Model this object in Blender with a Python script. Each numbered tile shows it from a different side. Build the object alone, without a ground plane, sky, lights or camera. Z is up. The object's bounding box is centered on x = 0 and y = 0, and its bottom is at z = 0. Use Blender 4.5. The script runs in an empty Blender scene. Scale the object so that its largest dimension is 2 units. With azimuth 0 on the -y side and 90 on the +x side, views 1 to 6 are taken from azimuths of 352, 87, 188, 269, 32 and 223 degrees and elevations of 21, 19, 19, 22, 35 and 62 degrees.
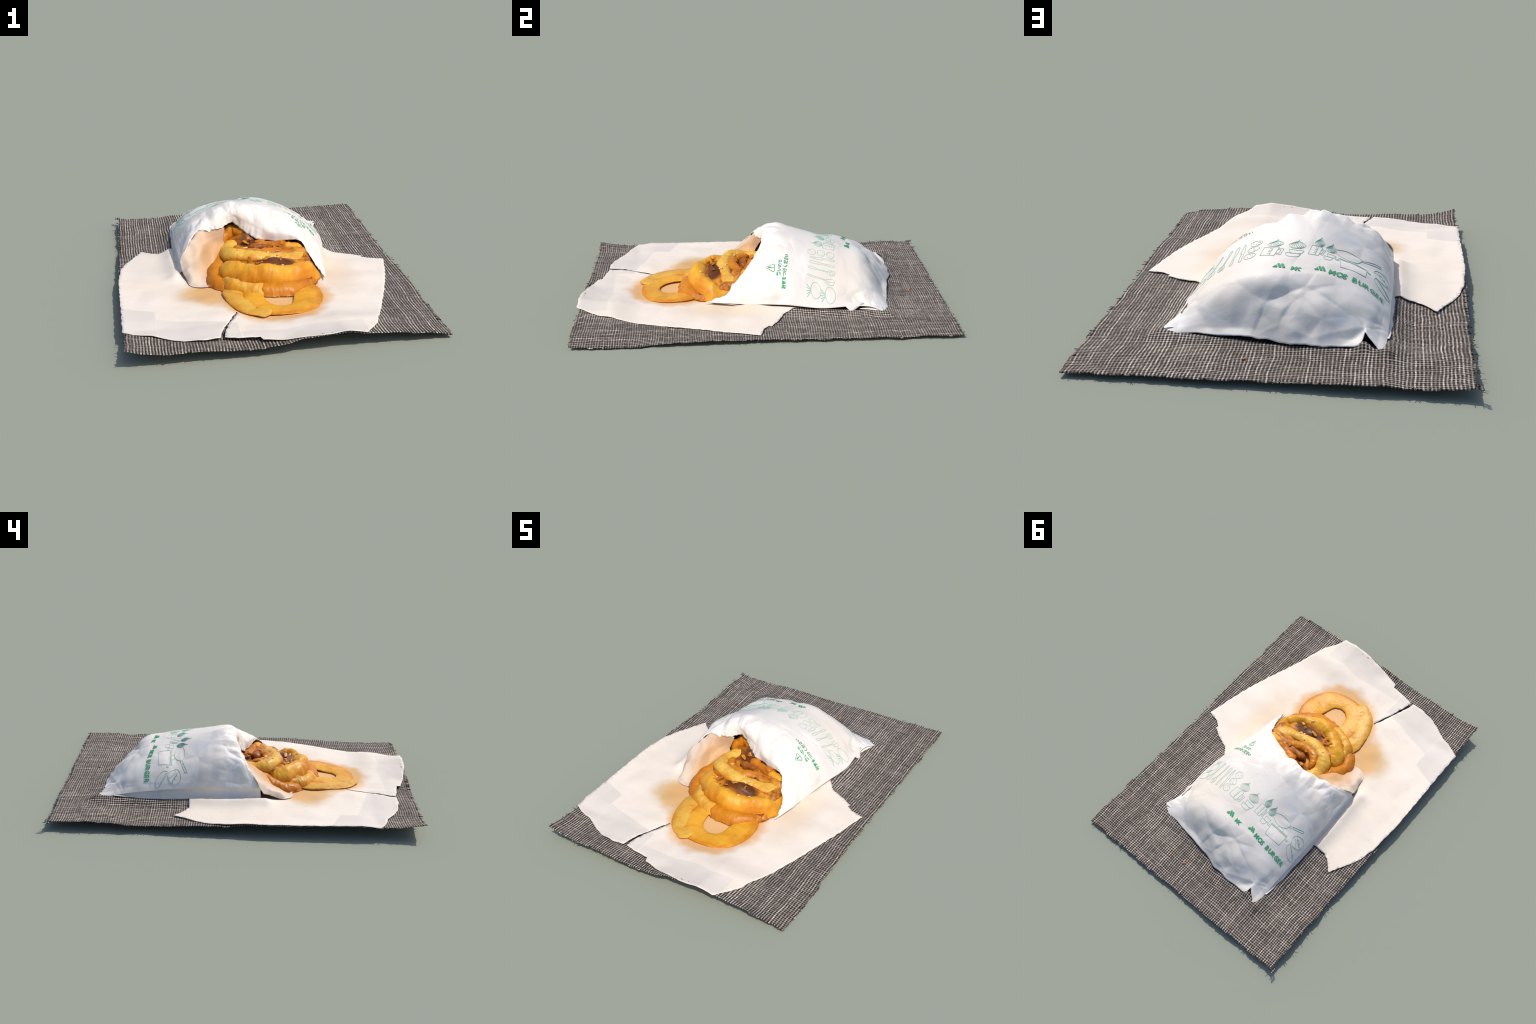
import bpy, bmesh, math, random
import numpy as np
from mathutils import Vector, Matrix, noise
from mathutils.bvhtree import BVHTree
from mathutils.geometry import delaunay_2d_cdt

random.seed(7)
rng = np.random.default_rng(7)
noise.seed_set(11)

# ------------------------------------------------------------------ helpers
def lerp_profile(p, v):
    a = np.array(p)
    return np.interp(v, a[:, 0], a[:, 1])

def catmull(P, n, closed=False):
    """Sample n points of a Catmull-Rom spline through P (last axis = components)."""
    P = np.asarray(P, float)
    m = len(P)
    t = np.linspace(0, m - 1, n)
    i = np.minimum(t.astype(int), m - 2)
    f = (t - i)[:, None]
    g = lambda k: P[np.clip(k, 0, m - 1)]
    p0, p1, p2, p3 = g(i - 1), g(i), g(i + 1), g(i + 2)
    p0 = np.where((i == 0)[:, None], 2 * p1 - p2, p0)
    p3 = np.where((i == m - 2)[:, None], 2 * p2 - p1, p3)
    return 0.5 * (2 * p1 + (p2 - p0) * f + (2 * p0 - 5 * p1 + 4 * p2 - p3) * f ** 2
                  + (3 * p1 - p0 - 3 * p2 + p3) * f ** 3)

def nz(x, y, z, s, off=0.0):
    return noise.noise(Vector((x * s + off, y * s - off * 0.7, z * s + off * 1.3)))

def fbm(x, y, z, s, off=0.0, oct=3):
    return sum(nz(x, y, z, s * 2 ** k, off + 9.1 * k) / 2 ** k for k in range(oct))

def crease(x, y, z, s, off=0.0):
    """faceted crumple: difference of the two nearest cell distances"""
    d, _ = noise.voronoi(Vector((x * s + off, y * s + off, z * s)))
    return min(d[1] - d[0], 0.6)

def new_obj(name, mesh, parent=None, mat=None, smooth=True):
    ob = bpy.data.objects.new(name, mesh)
    bpy.context.scene.collection.objects.link(ob)
    if parent:
        ob.parent = parent
    if mat:
        mesh.materials.append(mat)
    if smooth:
        mesh.polygons.foreach_set("use_smooth", [True] * len(mesh.polygons))
    return ob

def mesh_from(name, verts, faces):
    me = bpy.data.meshes.new(name)
    me.from_pydata([tuple(v) for v in verts], [], faces)
    me.update()
    return me

def grid_faces(nr, nc, off=0, closed=False):
    out = []
    for r in range(nr - 1):
        for c in range(nc if closed else nc - 1):
            d = (c + 1) % nc
            out.append((off + r * nc + c, off + r * nc + d, off + (r + 1) * nc + d, off + (r + 1) * nc + c))
    return out

def apply_mods(ob):
    dg = bpy.context.evaluated_depsgraph_get()
    me = bpy.data.meshes.new_from_object(ob.evaluated_get(dg))
    ob.modifiers.clear()
    ob.data = me

def solid(ob, t, offset=-1):
    m = ob.modifiers.new("thickness", "SOLIDIFY")
    m.thickness, m.offset, m.use_even_offset = t, offset, False
    apply_mods(ob)

# ------------------------------------------------------------------ materials
class Nodes:
    def __init__(self, name, rough=0.7, spec=0.3):
        self.m = bpy.data.materials.new(name)
        self.m.use_nodes = True
        self.t = self.m.node_tree
        self.b = self.t.nodes["Principled BSDF"]
        self.b.inputs["Roughness"].default_value = rough
        self.b.inputs["Specular IOR Level"].default_value = spec
        self.co = self.add("ShaderNodeTexCoord").outputs["Object"]
    def add(self, kind, **props):
        n = self.t.nodes.new(kind)
        for k, v in props.items():
            setattr(n, k, v)
        return n
    def put(self, sock, v):
        if hasattr(v, "is_output"):
            self.t.links.new(v, sock)
        else:
            sock.default_value = v
    def math(self, op, a, b=0.0, c=None, clamp=False):
        n = self.add("ShaderNodeMath", operation=op, use_clamp=clamp)
        self.put(n.inputs[0], a); self.put(n.inputs[1], b)
        if c is not None:
            self.put(n.inputs[2], c)
        return n.outputs[0]
    def noise(self, scale, detail=3.0, co=None, rough=0.5):
        n = self.add("ShaderNodeTexNoise")
        n.inputs["Scale"].default_value = scale
        n.inputs["Detail"].default_value = detail
        n.inputs["Roughness"].default_value = rough
        self.put(n.inputs["Vector"], co or self.co)
        return n.outputs["Fac"]
    def mapping(self, scale=(1, 1, 1), loc=(0, 0, 0), rot=(0, 0, 0), co=None):
        n = self.add("ShaderNodeMapping")
        n.inputs["Scale"].default_value = scale
        n.inputs["Location"].default_value = loc
        n.inputs["Rotation"].default_value = rot
        self.put(n.inputs["Vector"], co or self.co)
        return n.outputs[0]
    def ramp(self, fac, lo, hi):
        n = self.add("ShaderNodeMapRange", interpolation_type="SMOOTHSTEP")
        self.put(n.inputs["Value"], fac)
        n.inputs["From Min"].default_value, n.inputs["From Max"].default_value = lo, hi
        return n.outputs["Result"]
    def mix(self, fac, a, b):
        n = self.add("ShaderNodeMix", data_type="RGBA")
        self.put(n.inputs[0], fac)
        self.put(n.inputs[6], a if hasattr(a, "is_output") else (*a, 1))
        self.put(n.inputs[7], b if hasattr(b, "is_output") else (*b, 1))
        return n.outputs[2]
    def xyz(self, co=None):
        n = self.add("ShaderNodeSeparateXYZ")
        self.put(n.inputs[0], co or self.co)
        return n.outputs
    def spot(self, centre, radius, soft=0.5, wob=0.0):
        """1 inside an ellipse round centre, falling to 0 at its rim"""
        mp = self.mapping(scale=[1 / r for r in radius], loc=[-c / r for c, r in zip(centre, radius)])
        n = self.add("ShaderNodeVectorMath", operation="LENGTH")
        self.put(n.inputs[0], mp)
        d = n.outputs["Value"]
        if wob:
            d = self.math("ADD", d, self.math("MULTIPLY_ADD", self.noise(9, 4), wob, -wob / 2))
        return self.ramp(d, 1.0, 1.0 - soft)
    def bump(self, h, strength=0.3, dist=0.002):
        n = self.add("ShaderNodeBump")
        n.inputs["Strength"].default_value = strength
        n.inputs["Distance"].default_value = dist
        self.put(n.inputs["Height"], h)
        self.put(self.b.inputs["Normal"], n.outputs[0])
    def colour(self, c):
        self.put(self.b.inputs["Base Color"], c if hasattr(c, "is_output") else (*c, 1))
        return self.m

PITCH_X, PITCH_Y = 0.0137, 0.0125

def mat_weave():
    k = Nodes("woven_cloth", 0.85, 0.15)
    wob = k.add("ShaderNodeTexNoise"); wob.inputs["Scale"].default_value = 6; wob.inputs["Detail"].default_value = 2
    k.put(wob.inputs["Vector"], k.co)
    dv = k.add("ShaderNodeVectorMath", operation="MULTIPLY_ADD")
    k.put(dv.inputs[0], wob.outputs["Color"]); dv.inputs[1].default_value = (0.022, 0.022, 0); k.put(dv.inputs[2], k.co)
    x, y, _ = k.xyz(dv.outputs[0])
    u = k.math("DIVIDE", x, PITCH_X); v = k.math("DIVIDE", y, PITCH_Y)
    cu, cv = k.math("FLOOR", u), k.math("FLOOR", v)
    def white(*c):
        n = k.add("ShaderNodeCombineXYZ")
        for i, s in enumerate(c): k.put(n.inputs[i], s)
        w = k.add("ShaderNodeTexWhiteNoise", noise_dimensions="3D"); k.put(w.inputs[0], n.outputs[0])
        return w.outputs["Value"]
    wu = k.math("ABSOLUTE", k.math("SUBTRACT", k.math("FRACT", u), 0.5))   # 0 mid-thread
    wv = k.math("ABSOLUTE", k.math("SUBTRACT", k.math("FRACT", v), 0.5))
    warp = k.ramp(wu, 0.30, 0.14)          # pale thread running along y
    bead = k.ramp(wv, 0.12, 0.36)          # swells into a bead where it rides over the weft
    weft = k.ramp(wv, 0.28, 0.42)          # thinner strands across
    tone = k.math("MULTIPLY_ADD", white(cu, 3.0, 1.0), 0.5, 0.5)           # each thread its own tone
    streak = k.ramp(k.noise(1.0, 4, k.mapping(scale=(90, 5, 1))), 0.30, 0.60)
    tone = k.math("MULTIPLY", tone, k.math("MULTIPLY_ADD", streak, 0.5, 0.5))
    knot = k.math("MULTIPLY_ADD", white(cu, cv, 2.0), 0.6, 0.5)
    pale = k.math("MULTIPLY", k.math("MULTIPLY", warp, k.math("MULTIPLY_ADD", bead, 0.62, 0.38)), k.math("MULTIPLY", tone, knot))
    wstreak = k.ramp(k.noise(1.0, 4, k.mapping(scale=(5, 80, 1))), 0.36, 0.66)
    wtone = k.math("MULTIPLY_ADD", white(cv, 7.0, 4.0), 0.55, 0.45)
    pale2 = k.math("MULTIPLY", k.math("MULTIPLY", weft, wtone), k.math("MULTIPLY_ADD", wstreak, 0.50, 0.08))
    light = k.math("MINIMUM", k.math("MAXIMUM", k.math("MULTIPLY", pale, 1.12), pale2), 1.0)
    fine = k.noise(420, 2)
    dark = k.mix(fine, (0.009, 0.0065, 0.0046), (0.050, 0.037, 0.027))
    pal = k.mix(k.noise(60, 2), (0.64, 0.53, 0.45), (0.87, 0.775, 0.695))
    col = k.mix(light, dark, pal)
    # pale fuzzier thread bundles along the hems
    k.bump(k.math("ADD", light, k.math("MULTIPLY", fine, 0.3)), 0.35, 0.002)
    return k.colour(col)

def paper_base(k, white=(0.83, 0.735, 0.63)):
    fib = k.noise(260, 4)
    cloud = k.noise(7, 4)
    c = k.mix(k.ramp(cloud, 0.3, 0.7), white, tuple(a * b for a, b in zip(white, (0.965, 0.95, 0.93))))
    c = k.mix(k.math("MULTIPLY", k.ramp(fib, 0.45, 0.7), 0.10), c, (0.62, 0.58, 0.54))
    return c, fib

def mat_sheet():
    k = Nodes("kraft_paper", 0.62, 0.25)
    c, fib = paper_base(k)
    # folded double layer along the front and right: a touch greyer, sharp edge
    x, y, _ = k.xyz()
    wob = k.math("MULTIPLY_ADD", k.noise(6, 3), 0.03, -0.015)
    yy = k.math("ADD", y, wob)
    def below(line, lo, hi):      # soft-edged band under y = line(x) between two x
        m = k.ramp(k.math("SUBTRACT", yy, line), 0.0, -0.012)
        return k.math("MULTIPLY", m, k.math("MULTIPLY", k.ramp(x, lo, lo + .008), k.ramp(x, hi, hi - .008)))
    g1 = k.math("MAXIMUM", below(k.math("MULTIPLY_ADD", x, -.42, -.789), -.9, -.565), below(k.math("MULTIPLY_ADD", x, -.265, -.789), -.573, -.20))
    c = k.mix(k.math("MULTIPLY", g1, .75), c, (0.67, 0.605, 0.545))
    g2 = below(k.math("MULTIPLY_ADD", k.noise(9, 3), .07, -.865), -.20, .36)
    c = k.mix(k.math("MULTIPLY", g2, .55), c, (0.67, 0.605, 0.545))
    crackle = k.ramp(k.noise(13, 5, k.mapping(scale=(1, 2.2, 1), rot=(0, 0, .3)), .65), .56, .70)
    c = k.mix(k.math("MULTIPLY", crackle, .30), c, (0.66, 0.61, 0.57))
    warm = k.spot((-0.10, -0.32, 0.06), (0.62, 0.50, 9), 0.7, 0.3)
    c = k.mix(k.math("MULTIPLY", warm, 0.35), c, (0.78, 0.66, 0.52))
    tan = k.spot((-0.31, -0.40, 0.06), (0.19, 0.15, 9), 0.8, 0.5)
    c = k.mix(k.math("MULTIPLY", tan, 0.95), c, (0.58, 0.36, 0.13))
    peach = k.spot((-0.20, -0.33, 0.06), (0.23, 0.27, 9), 0.5, 0.5)
    c = k.mix(k.math("MULTIPLY", peach, 0.9), c, (0.68, 0.39, 0.16))
    tan2 = k.spot((0.36, -0.20, 0.04), (0.16, 0.38, 9), 0.9, 0.3)
    c = k.mix(k.math("MULTIPLY", tan2, 0.42), c, (0.72, 0.50, 0.28))
    grease = k.spot((0.02, -0.46, 0.06), (0.30, 0.33, 9), 0.25, 0.35)
    c = k.mix(k.math("MULTIPLY", grease, 0.95), c, (0.70, 0.40, 0.16))
    k.bump(k.math("ADD", fib, k.math("MULTIPLY", k.noise(18, 3), 2.0)), 0.25, 0.002)
    return k.colour(c)

def mat_bag():
    k = Nodes("waxed_paper", 0.5, 0.35)
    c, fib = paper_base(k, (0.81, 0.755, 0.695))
    # thin translucent film lets a warm cast of the food through
    warm = k.spot((0.22, 0.42, 0.2), (0.30, 0.24, 0.6), 0.9, 0.4)
    c = k.mix(k.math("MULTIPLY", warm, 0.45), c, (0.76, 0.66, 0.54))
    x, y, _ = k.xyz()
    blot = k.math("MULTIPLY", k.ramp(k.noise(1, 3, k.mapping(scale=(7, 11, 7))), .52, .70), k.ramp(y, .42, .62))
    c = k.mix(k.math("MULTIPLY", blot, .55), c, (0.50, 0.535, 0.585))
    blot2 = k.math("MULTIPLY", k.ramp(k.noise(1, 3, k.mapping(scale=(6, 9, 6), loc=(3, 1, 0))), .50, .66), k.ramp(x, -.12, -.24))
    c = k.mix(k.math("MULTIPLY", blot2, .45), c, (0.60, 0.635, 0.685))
    k.bump(k.math("ADD", fib, k.math("MULTIPLY", k.noise(25, 4), 3.0)), 0.2, 0.002)
    return k.colour(c)

def mat_liner():
    k = Nodes("greasy_paper", 0.5, 0.35)
    c, fib = paper_base(k, (0.68, 0.54, 0.42))
    c = k.mix(k.math("MULTIPLY", k.spot((-0.22, -0.13, 0.15), (0.16, 0.24, 0.25), 0.7, 0.5), 0.95), c, (0.60, 0.33, 0.14))
    c = k.mix(k.math("MULTIPLY", k.spot((-0.20, -0.02, 0.25), (0.10, 0.07, 0.09), 0.7, 0.4), 0.8), c, (0.36, 0.18, 0.075))
    k.bump(fib, 0.2, 0.002)
    return k.colour(c)

def mat_fried(name, light, mid, dark, bias=0.0):
    k = Nodes(name, 0.38, 0.26)
    at = k.add("ShaderNodeAttribute"); at.attribute_name = "crest"
    big, small = k.noise(8, 3), k.noise(42, 4)
    # paler yellow along the crest, darker amber down the flanks
    t = k.math("ADD", k.math("MULTIPLY_ADD", at.outputs["Fac"], 0.40, 0.34), k.math("MULTIPLY_ADD", big, 1.8, -0.92))
    c = k.mix(k.ramp(t, 0.15 + bias, 0.85 + bias), mid, light)
    c = k.mix(k.math("MULTIPLY", k.ramp(t, 0.20, -0.25), 0.85), c, dark)
    c = k.mix(k.math("MULTIPLY", k.ramp(small, 0.56, 0.76), 0.14), c, dark)
    streak = k.noise(1, 5, k.mapping(scale=(22, 70, 70)), 0.6)
    c = k.mix(k.math("MULTIPLY", k.ramp(streak, 0.48, 0.75), 0.22), c, mid)
    c = k.mix(k.math("MULTIPLY", k.ramp(streak, 0.46, 0.28), 0.30), c, light)
    k.bump(k.math("ADD", small, k.math("MULTIPLY", k.noise(140, 3), 0.5)), 0.40, 0.005)
    return k.colour(c)

def mat_heap():
    """batter between the rings: amber, streaked with gold, with shadow painted almost black brown in the hollows of the rings"""
    k = Nodes("heap_batter", 0.42, 0.28)
    w = k.add("ShaderNodeTexNoise"); w.inputs["Scale"].default_value = 14; w.inputs["Detail"].default_value = 3
    k.put(w.inputs["Vector"], k.co)
    dv = k.add("ShaderNodeVectorMath", operation="MULTIPLY_ADD")
    k.put(dv.inputs[0], w.outputs["Color"]); dv.inputs[1].default_value = (.03, .03, .03); k.put(dv.inputs[2], k.co)
    streak = k.noise(1, 4, k.mapping(scale=(16, 60, 60), rot=(0, 0, .25), co=dv.outputs[0]), 0.55)
    patch = k.noise(17, 3)
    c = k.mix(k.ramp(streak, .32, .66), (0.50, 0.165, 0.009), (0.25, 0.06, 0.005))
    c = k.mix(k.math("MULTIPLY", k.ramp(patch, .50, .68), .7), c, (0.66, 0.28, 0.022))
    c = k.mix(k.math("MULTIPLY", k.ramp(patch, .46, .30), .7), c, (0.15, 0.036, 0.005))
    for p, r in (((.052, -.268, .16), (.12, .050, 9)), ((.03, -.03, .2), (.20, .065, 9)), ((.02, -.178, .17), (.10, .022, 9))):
        c = k.mix(k.math("MULTIPLY", k.spot(p, r, .45, .5), .9), c, (0.085, 0.024, 0.006))  # deep shadow inside the ring holes and mouth, darkened in the colour
    k.bump(streak, 0.3, 0.004)
    return k.colour(c)

def mat_plain(name, c, rough=0.6):
    k = Nodes(name, rough, 0.25)
    n = k.noise(90, 3)
    return k.colour(k.mix(n, tuple(v * 0.85 for v in c), tuple(min(1, v * 1.12) for v in c)))

M_WEAVE, M_SHEET, M_BAG, M_LINER = mat_weave(), mat_sheet(), mat_bag(), mat_liner()
M_GOLD = mat_fried("golden_batter", (0.75, 0.365, 0.028), (0.55, 0.175, 0.006), (0.30, 0.07, 0.004))
M_PALE = mat_fried("pale_batter", (0.71, 0.41, 0.065), (0.57, 0.225, 0.012), (0.32, 0.085, 0.005), -.03)
M_AMBER = mat_fried("amber_batter", (0.55, 0.195, 0.009), (0.43, 0.12, 0.005), (0.21, 0.045, 0.003))
M_DEEP = mat_fried("shadow_darkened_batter", (0.38, 0.12, 0.009), (0.22, 0.055, 0.006), (0.10, 0.025, 0.005), .1)
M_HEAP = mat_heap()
M_FLAKE = mat_fried("flake_batter", (0.66, 0.30, 0.03), (0.46, 0.14, 0.008), (0.26, 0.06, 0.005))
M_CRUMB = mat_plain("crumb_batter", (0.85, 0.52, 0.22))
M_INK = mat_plain("green_ink", (0.05, 0.36, 0.16))
M_LINE = mat_plain("pale_green_ink", (0.36, 0.56, 0.45))

# ------------------------------------------------------------------ placemat
LEFT = [(-1, .103), (-.86, .077), (-.74, .069), (-.65, .077), (-.47, .073), (-.3, .066), (-.07, .066), (.06, .055), (.28, .048), (.49, .038), (.67, .046), (.8, .055), (1, .05)]
RIGHT = [(-1, .017), (-.85, .006), (-.68, .006), (-.51, .018), (-.28, .027), (-.05, .021), (.26, .015), (.48, .015), (.59, .02), (.72, .014), (.81, .02), (1, .017)]
FRONT = [(-.73, .103), (-.65, .078), (-.55, .059), (-.43, .059), (-.25, .047), (-.14, .044), (-.02, .058), (.05, .072), (.19, .08), (.25, .085), (.33, .067), (.48, .056), (.55, .044), (.62, .042), (.72, .017)]
BACK = [(-.73, .05), (-.66, .033), (-.57, .03), (-.48, .028), (-.4, .037), (-.15, .03), (0, .024), (.2, .023), (.5, .021), (.72, .017)]
XL, XR = -0.725, 0.722

BAG_FOOT = [(-.435, -.15), (-.445, .15), (-.435, .45), (-.41, .77), (-.30, .76), (-.05, .735), (.2, .69), (.452, .645), (.425, .5), (.405, .3), (.375, .1), (.345, -.08)]

def floor_z(x, y):
    """cloth level, with the cloth pushed up into a soft bank round the foot of the bag"""
    x = np.asarray(x, float); y = np.asarray(y, float)
    px, py = np.array(BAG_FOOT).T
    d = np.full(np.broadcast(x, y).shape, 9.0)
    for i in range(len(px) - 1):
        ax, ay, bx, by = px[i], py[i], px[i + 1], py[i + 1]
        t = np.clip(((x - ax) * (bx - ax) + (y - ay) * (by - ay)) / ((bx - ax) ** 2 + (by - ay) ** 2), 0, 1)
        d = np.minimum(d, np.hypot(x - ax - t * (bx - ax), y - ay - t * (by - ay)))
    high = np.interp(x, [-.45, -.36, 0, .45], [.034, .020, .017, .020])
    return base_z(x, y) + high * np.exp(-(d / .045) ** 1.5)

def base_z(x, y):
    """Coons patch through the four measured hem profiles"""
    x = np.asarray(x, float); y = np.asarray(y, float)
    a = np.clip((x - XL) / (XR - XL), 0, 1); b = np.clip((y + 1) / 2, 0, 1)
    l, r = lerp_profile(LEFT, y), lerp_profile(RIGHT, y)
    f, k = lerp_profile(FRONT, x), lerp_profile(BACK, x)
    # the wavy front hem dies out quickly inwards
    fl = .103 + (.017 - .103) * a
    fade = np.exp(-b * 2 / 0.22)
    f2 = fl * (1 - fade) + f * fade
    f2 = np.where(b < .5, f2 * 1.0, fl)
    corner = (.103 * (1 - a) + .017 * a) * (1 - b) + (.05 * (1 - a) + .017 * a) * b
    return (1 - a) * l + a * r + (1 - b) * f2 + b * k - corner + 0.008 * np.sin(np.pi * a) * np.sin(np.pi * b) \
        + .010 * np.exp(-((x + .56) / .13) ** 2 - ((y - .35) / .5) ** 2) + .012 * np.exp(-((x - .58) / .13) ** 2 - ((y + .78) / .16) ** 2) \
        + .020 * np.exp(-((x - .32) / .17) ** 2 - ((y + .80) / .10) ** 2) - .017 * np.exp(-((x - .10) / .17) ** 2 - ((y + .57) / .13) ** 2) + .011 * np.exp(-((x + .58) / .12) ** 2 - ((y - .72) / .14) ** 2) \
        + .03 * np.exp(-((x + .325) / .03) ** 2 - ((y - .735) / .03) ** 2)

def fz(x, y):
    return float(floor_z(x, y))

def build_placemat():
    nx, ny = 424, 590
    gx, gy = np.linspace(0, 1, nx), np.linspace(0, 1, ny)
    A, B = np.meshgrid(gx, gy)
    hem = lambda n, s, amp: np.array([amp * (noise.noise(Vector((i * s, n * 7.3, 0))) + 0.7 * noise.noise(Vector((i * s * 4.1, n * 3.1, 5)))) for i in range(max(nx, ny))])
    xl = -.720 + hem(1, .05, .009)[:ny] + .006 * np.sin(gy * 9)
    xr = .723 + hem(2, .05, .009)[:ny] + .006 * np.sin(gy * 7 + 1)
    yf = -.990 + hem(3, .05, .009)[:nx] + .004 * np.sin(gx * 11)
    yb = .989 + hem(4, .05, .009)[:nx]
    X = xl[:, None] * (1 - A) + xr[:, None] * A
    Y = yf[None, :] * (1 - B) + yb[None, :] * B
    Z = floor_z(X, Y)
    weave = np.cos(2 * np.pi * X / PITCH_X) * np.cos(2 * np.pi * Y / PITCH_Y)
    Z = Z + 0.0009 * weave
    Z += np.array([[0.0035 * noise.noise(Vector((x * 7, y * 7, 3))) for x in X[0]] for y in Y[:, 0]])
    Z = np.maximum(Z, 0.0045)
    me = mesh_from("woven_placemat", np.stack([X, Y, Z], -1).reshape(-1, 3), grid_faces(ny, nx))
    ob = new_obj("woven_placemat", me, None, M_WEAVE)
    solid(ob, 0.004)
    ob["label"] = "dark grey and white woven cloth placemat with wavy frayed hems"
    ob["category"] = "placemat"
    # loose thread ends at the fringes
    verts, faces = [], []
    for _ in range(150):
        side = random.choice("lrfb")
        t = random.random()
        if side in "lr":
            y = -.98 + 1.96 * t; x = -.719 if side == "l" else .723
            d = Vector((-1 if side == "l" else 1, random.uniform(-.6, .6), random.uniform(-.2, .2)))
        else:
            x = -.71 + 1.42 * t; y = -.988 if side == "f" else .988
            d = Vector((random.uniform(-.6, .6), -1 if side == "f" else 1, random.uniform(-.2, .2)))
        p = Vector((x, y, fz(x, y) + .001)) - d.normalized() * .012
        thread(verts, faces, [p, p + d.normalized() * random.uniform(.014, .026)], .0022)
    for k in range(4):   # tuft on the back left corner
        p = Vector((-.715, .965 + .008 * k, fz(-.715, .97) + .001))
        thread(verts, faces, [p, p + Vector((-.012, .012, -.002)), p + Vector((-.02, .014, -.004 + .002 * k))], .0035)
    new_obj("hem_fringe", mesh_from("hem_fringe", verts, faces), ob, M_WEAVE)["kind"] = "stuff"
    return ob

def thread(verts, faces, pts, r, sides=5):
    pts = [Vector(p) for p in pts]
    base = len(verts)
    for i, p in enumerate(pts):
        d = (pts[min(i + 1, len(pts) - 1)] - pts[max(i - 1, 0)]).normalized()
        a = d.orthogonal().normalized(); b = d.cross(a)
        rr = r * (0.75 if i in (0, len(pts) - 1) else 1)
        for k in range(sides):
            q = 2 * math.pi * k / sides
            verts.append(p + a * (rr * math.cos(q)) + b * (rr * math.sin(q)))
    faces.extend(grid_faces(len(pts), sides, base, closed=True))
    faces.append(tuple(base + k for k in reversed(range(sides))))
    faces.append(tuple(base + (len(pts) - 1) * sides + k for k in range(sides)))

# ------------------------------------------------------------------ torn paper sheet under the food
def build_sheet():
    outline = [(.679, -.035), (.62, -.28), (.55, -.50), (.485, -.68), (.425, -.845), (.42, -.865), (.375, -.93), (.335, -1.0),
               (.24, -.998), (.15, -.996), (.06, -.98), (.0, -.97), (-.07, -.95), (-.115, -.94), (-.125, -.912), (-.20, -.903), (-.278, -.886),
               (-.268, -.83), (-.245, -.76), (-.215, -.69), (-.186, -.615),
               (-.194, -.615), (-.225, -.69), (-.255, -.76), (-.283, -.83), (-.298, -.889),
               (-.36, -.893), (-.424, -.880), (-.46, -.874), (-.515, -.848), (-.59, -.803), (-.66, -.782), (-.724, -.750),
               (-.723, -.55), (-.727, -.35), (-.730, -.15), (-.717, .055), (-.69, .16), (-.65, .24), (-.598, .340),
               (-.55, .29), (-.505, .262), (-.47, .268), (-.36, .27), (0, .3), (.35, .2), (.43, .10), (.50, .07), (.575, .028), (.566, .012), (.60, -.012)]
    P = []
    for (x0, y0), (x1, y1) in zip(outline, outline[1:] + outline[:1]):
        L = math.hypot(x1 - x0, y1 - y0); n = max(1, int(L / .016))
        for i in range(n):
            t = i / n
            j = 0.0025 if 0 < i else 0
            P.append(Vector((x0 + (x1 - x0) * t + random.uniform(-j, j), y0 + (y1 - y0) * t + random.uniform(-j, j))))
    nb = len(P)
    inner = [Vector((x + random.uniform(-.003, .003), y + random.uniform(-.003, .003)))
             for x in np.arange(-.74, .69, .0155) for y in np.arange(-1.0, .35, .0155)]
    vs, es, fs, *_ = delaunay_2d_cdt(P + inner, [], [list(range(nb))], 1, 1e-5)
    V = []
    for v in vs:
        x, y = v
        z = fz(x, y) + 0.007
        z += 0.006 * fbm(x, y, 0, 3.2, 4) + 0.012 * (crease(x, y, 0, 4.5, 2) - 0.25) * 0.6
        # hump by the slit and the puffed-up front fold
        z += 0.016 * math.exp(-((x + .30) ** 2 / .02 + (y + .80) ** 2 / .02))
        z += 0.010 * math.exp(-((x + .13) ** 2 / .01 + (y + .87) ** 2 / .012))
        z = max(z, fz(x, y) + 0.0045)
        V.append((x, y, z))
    used = sorted({i for f in fs for i in f}); re = {o: n for n, o in enumerate(used)}
    me = mesh_from("torn_paper_sheet", [V[i] for i in used], [tuple(re[i] for i in f) for f in fs])
    ob = new_obj("torn_paper_sheet", me, None, M_SHEET)
    if me.polygons[0].normal.z < 0:
        me.flip_normals()
    solid(ob, 0.002)
    ob["label"] = "flat torn white paper sheet with grease stains and a slit"
    ob["category"] = "paper sheet"
    return ob

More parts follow.
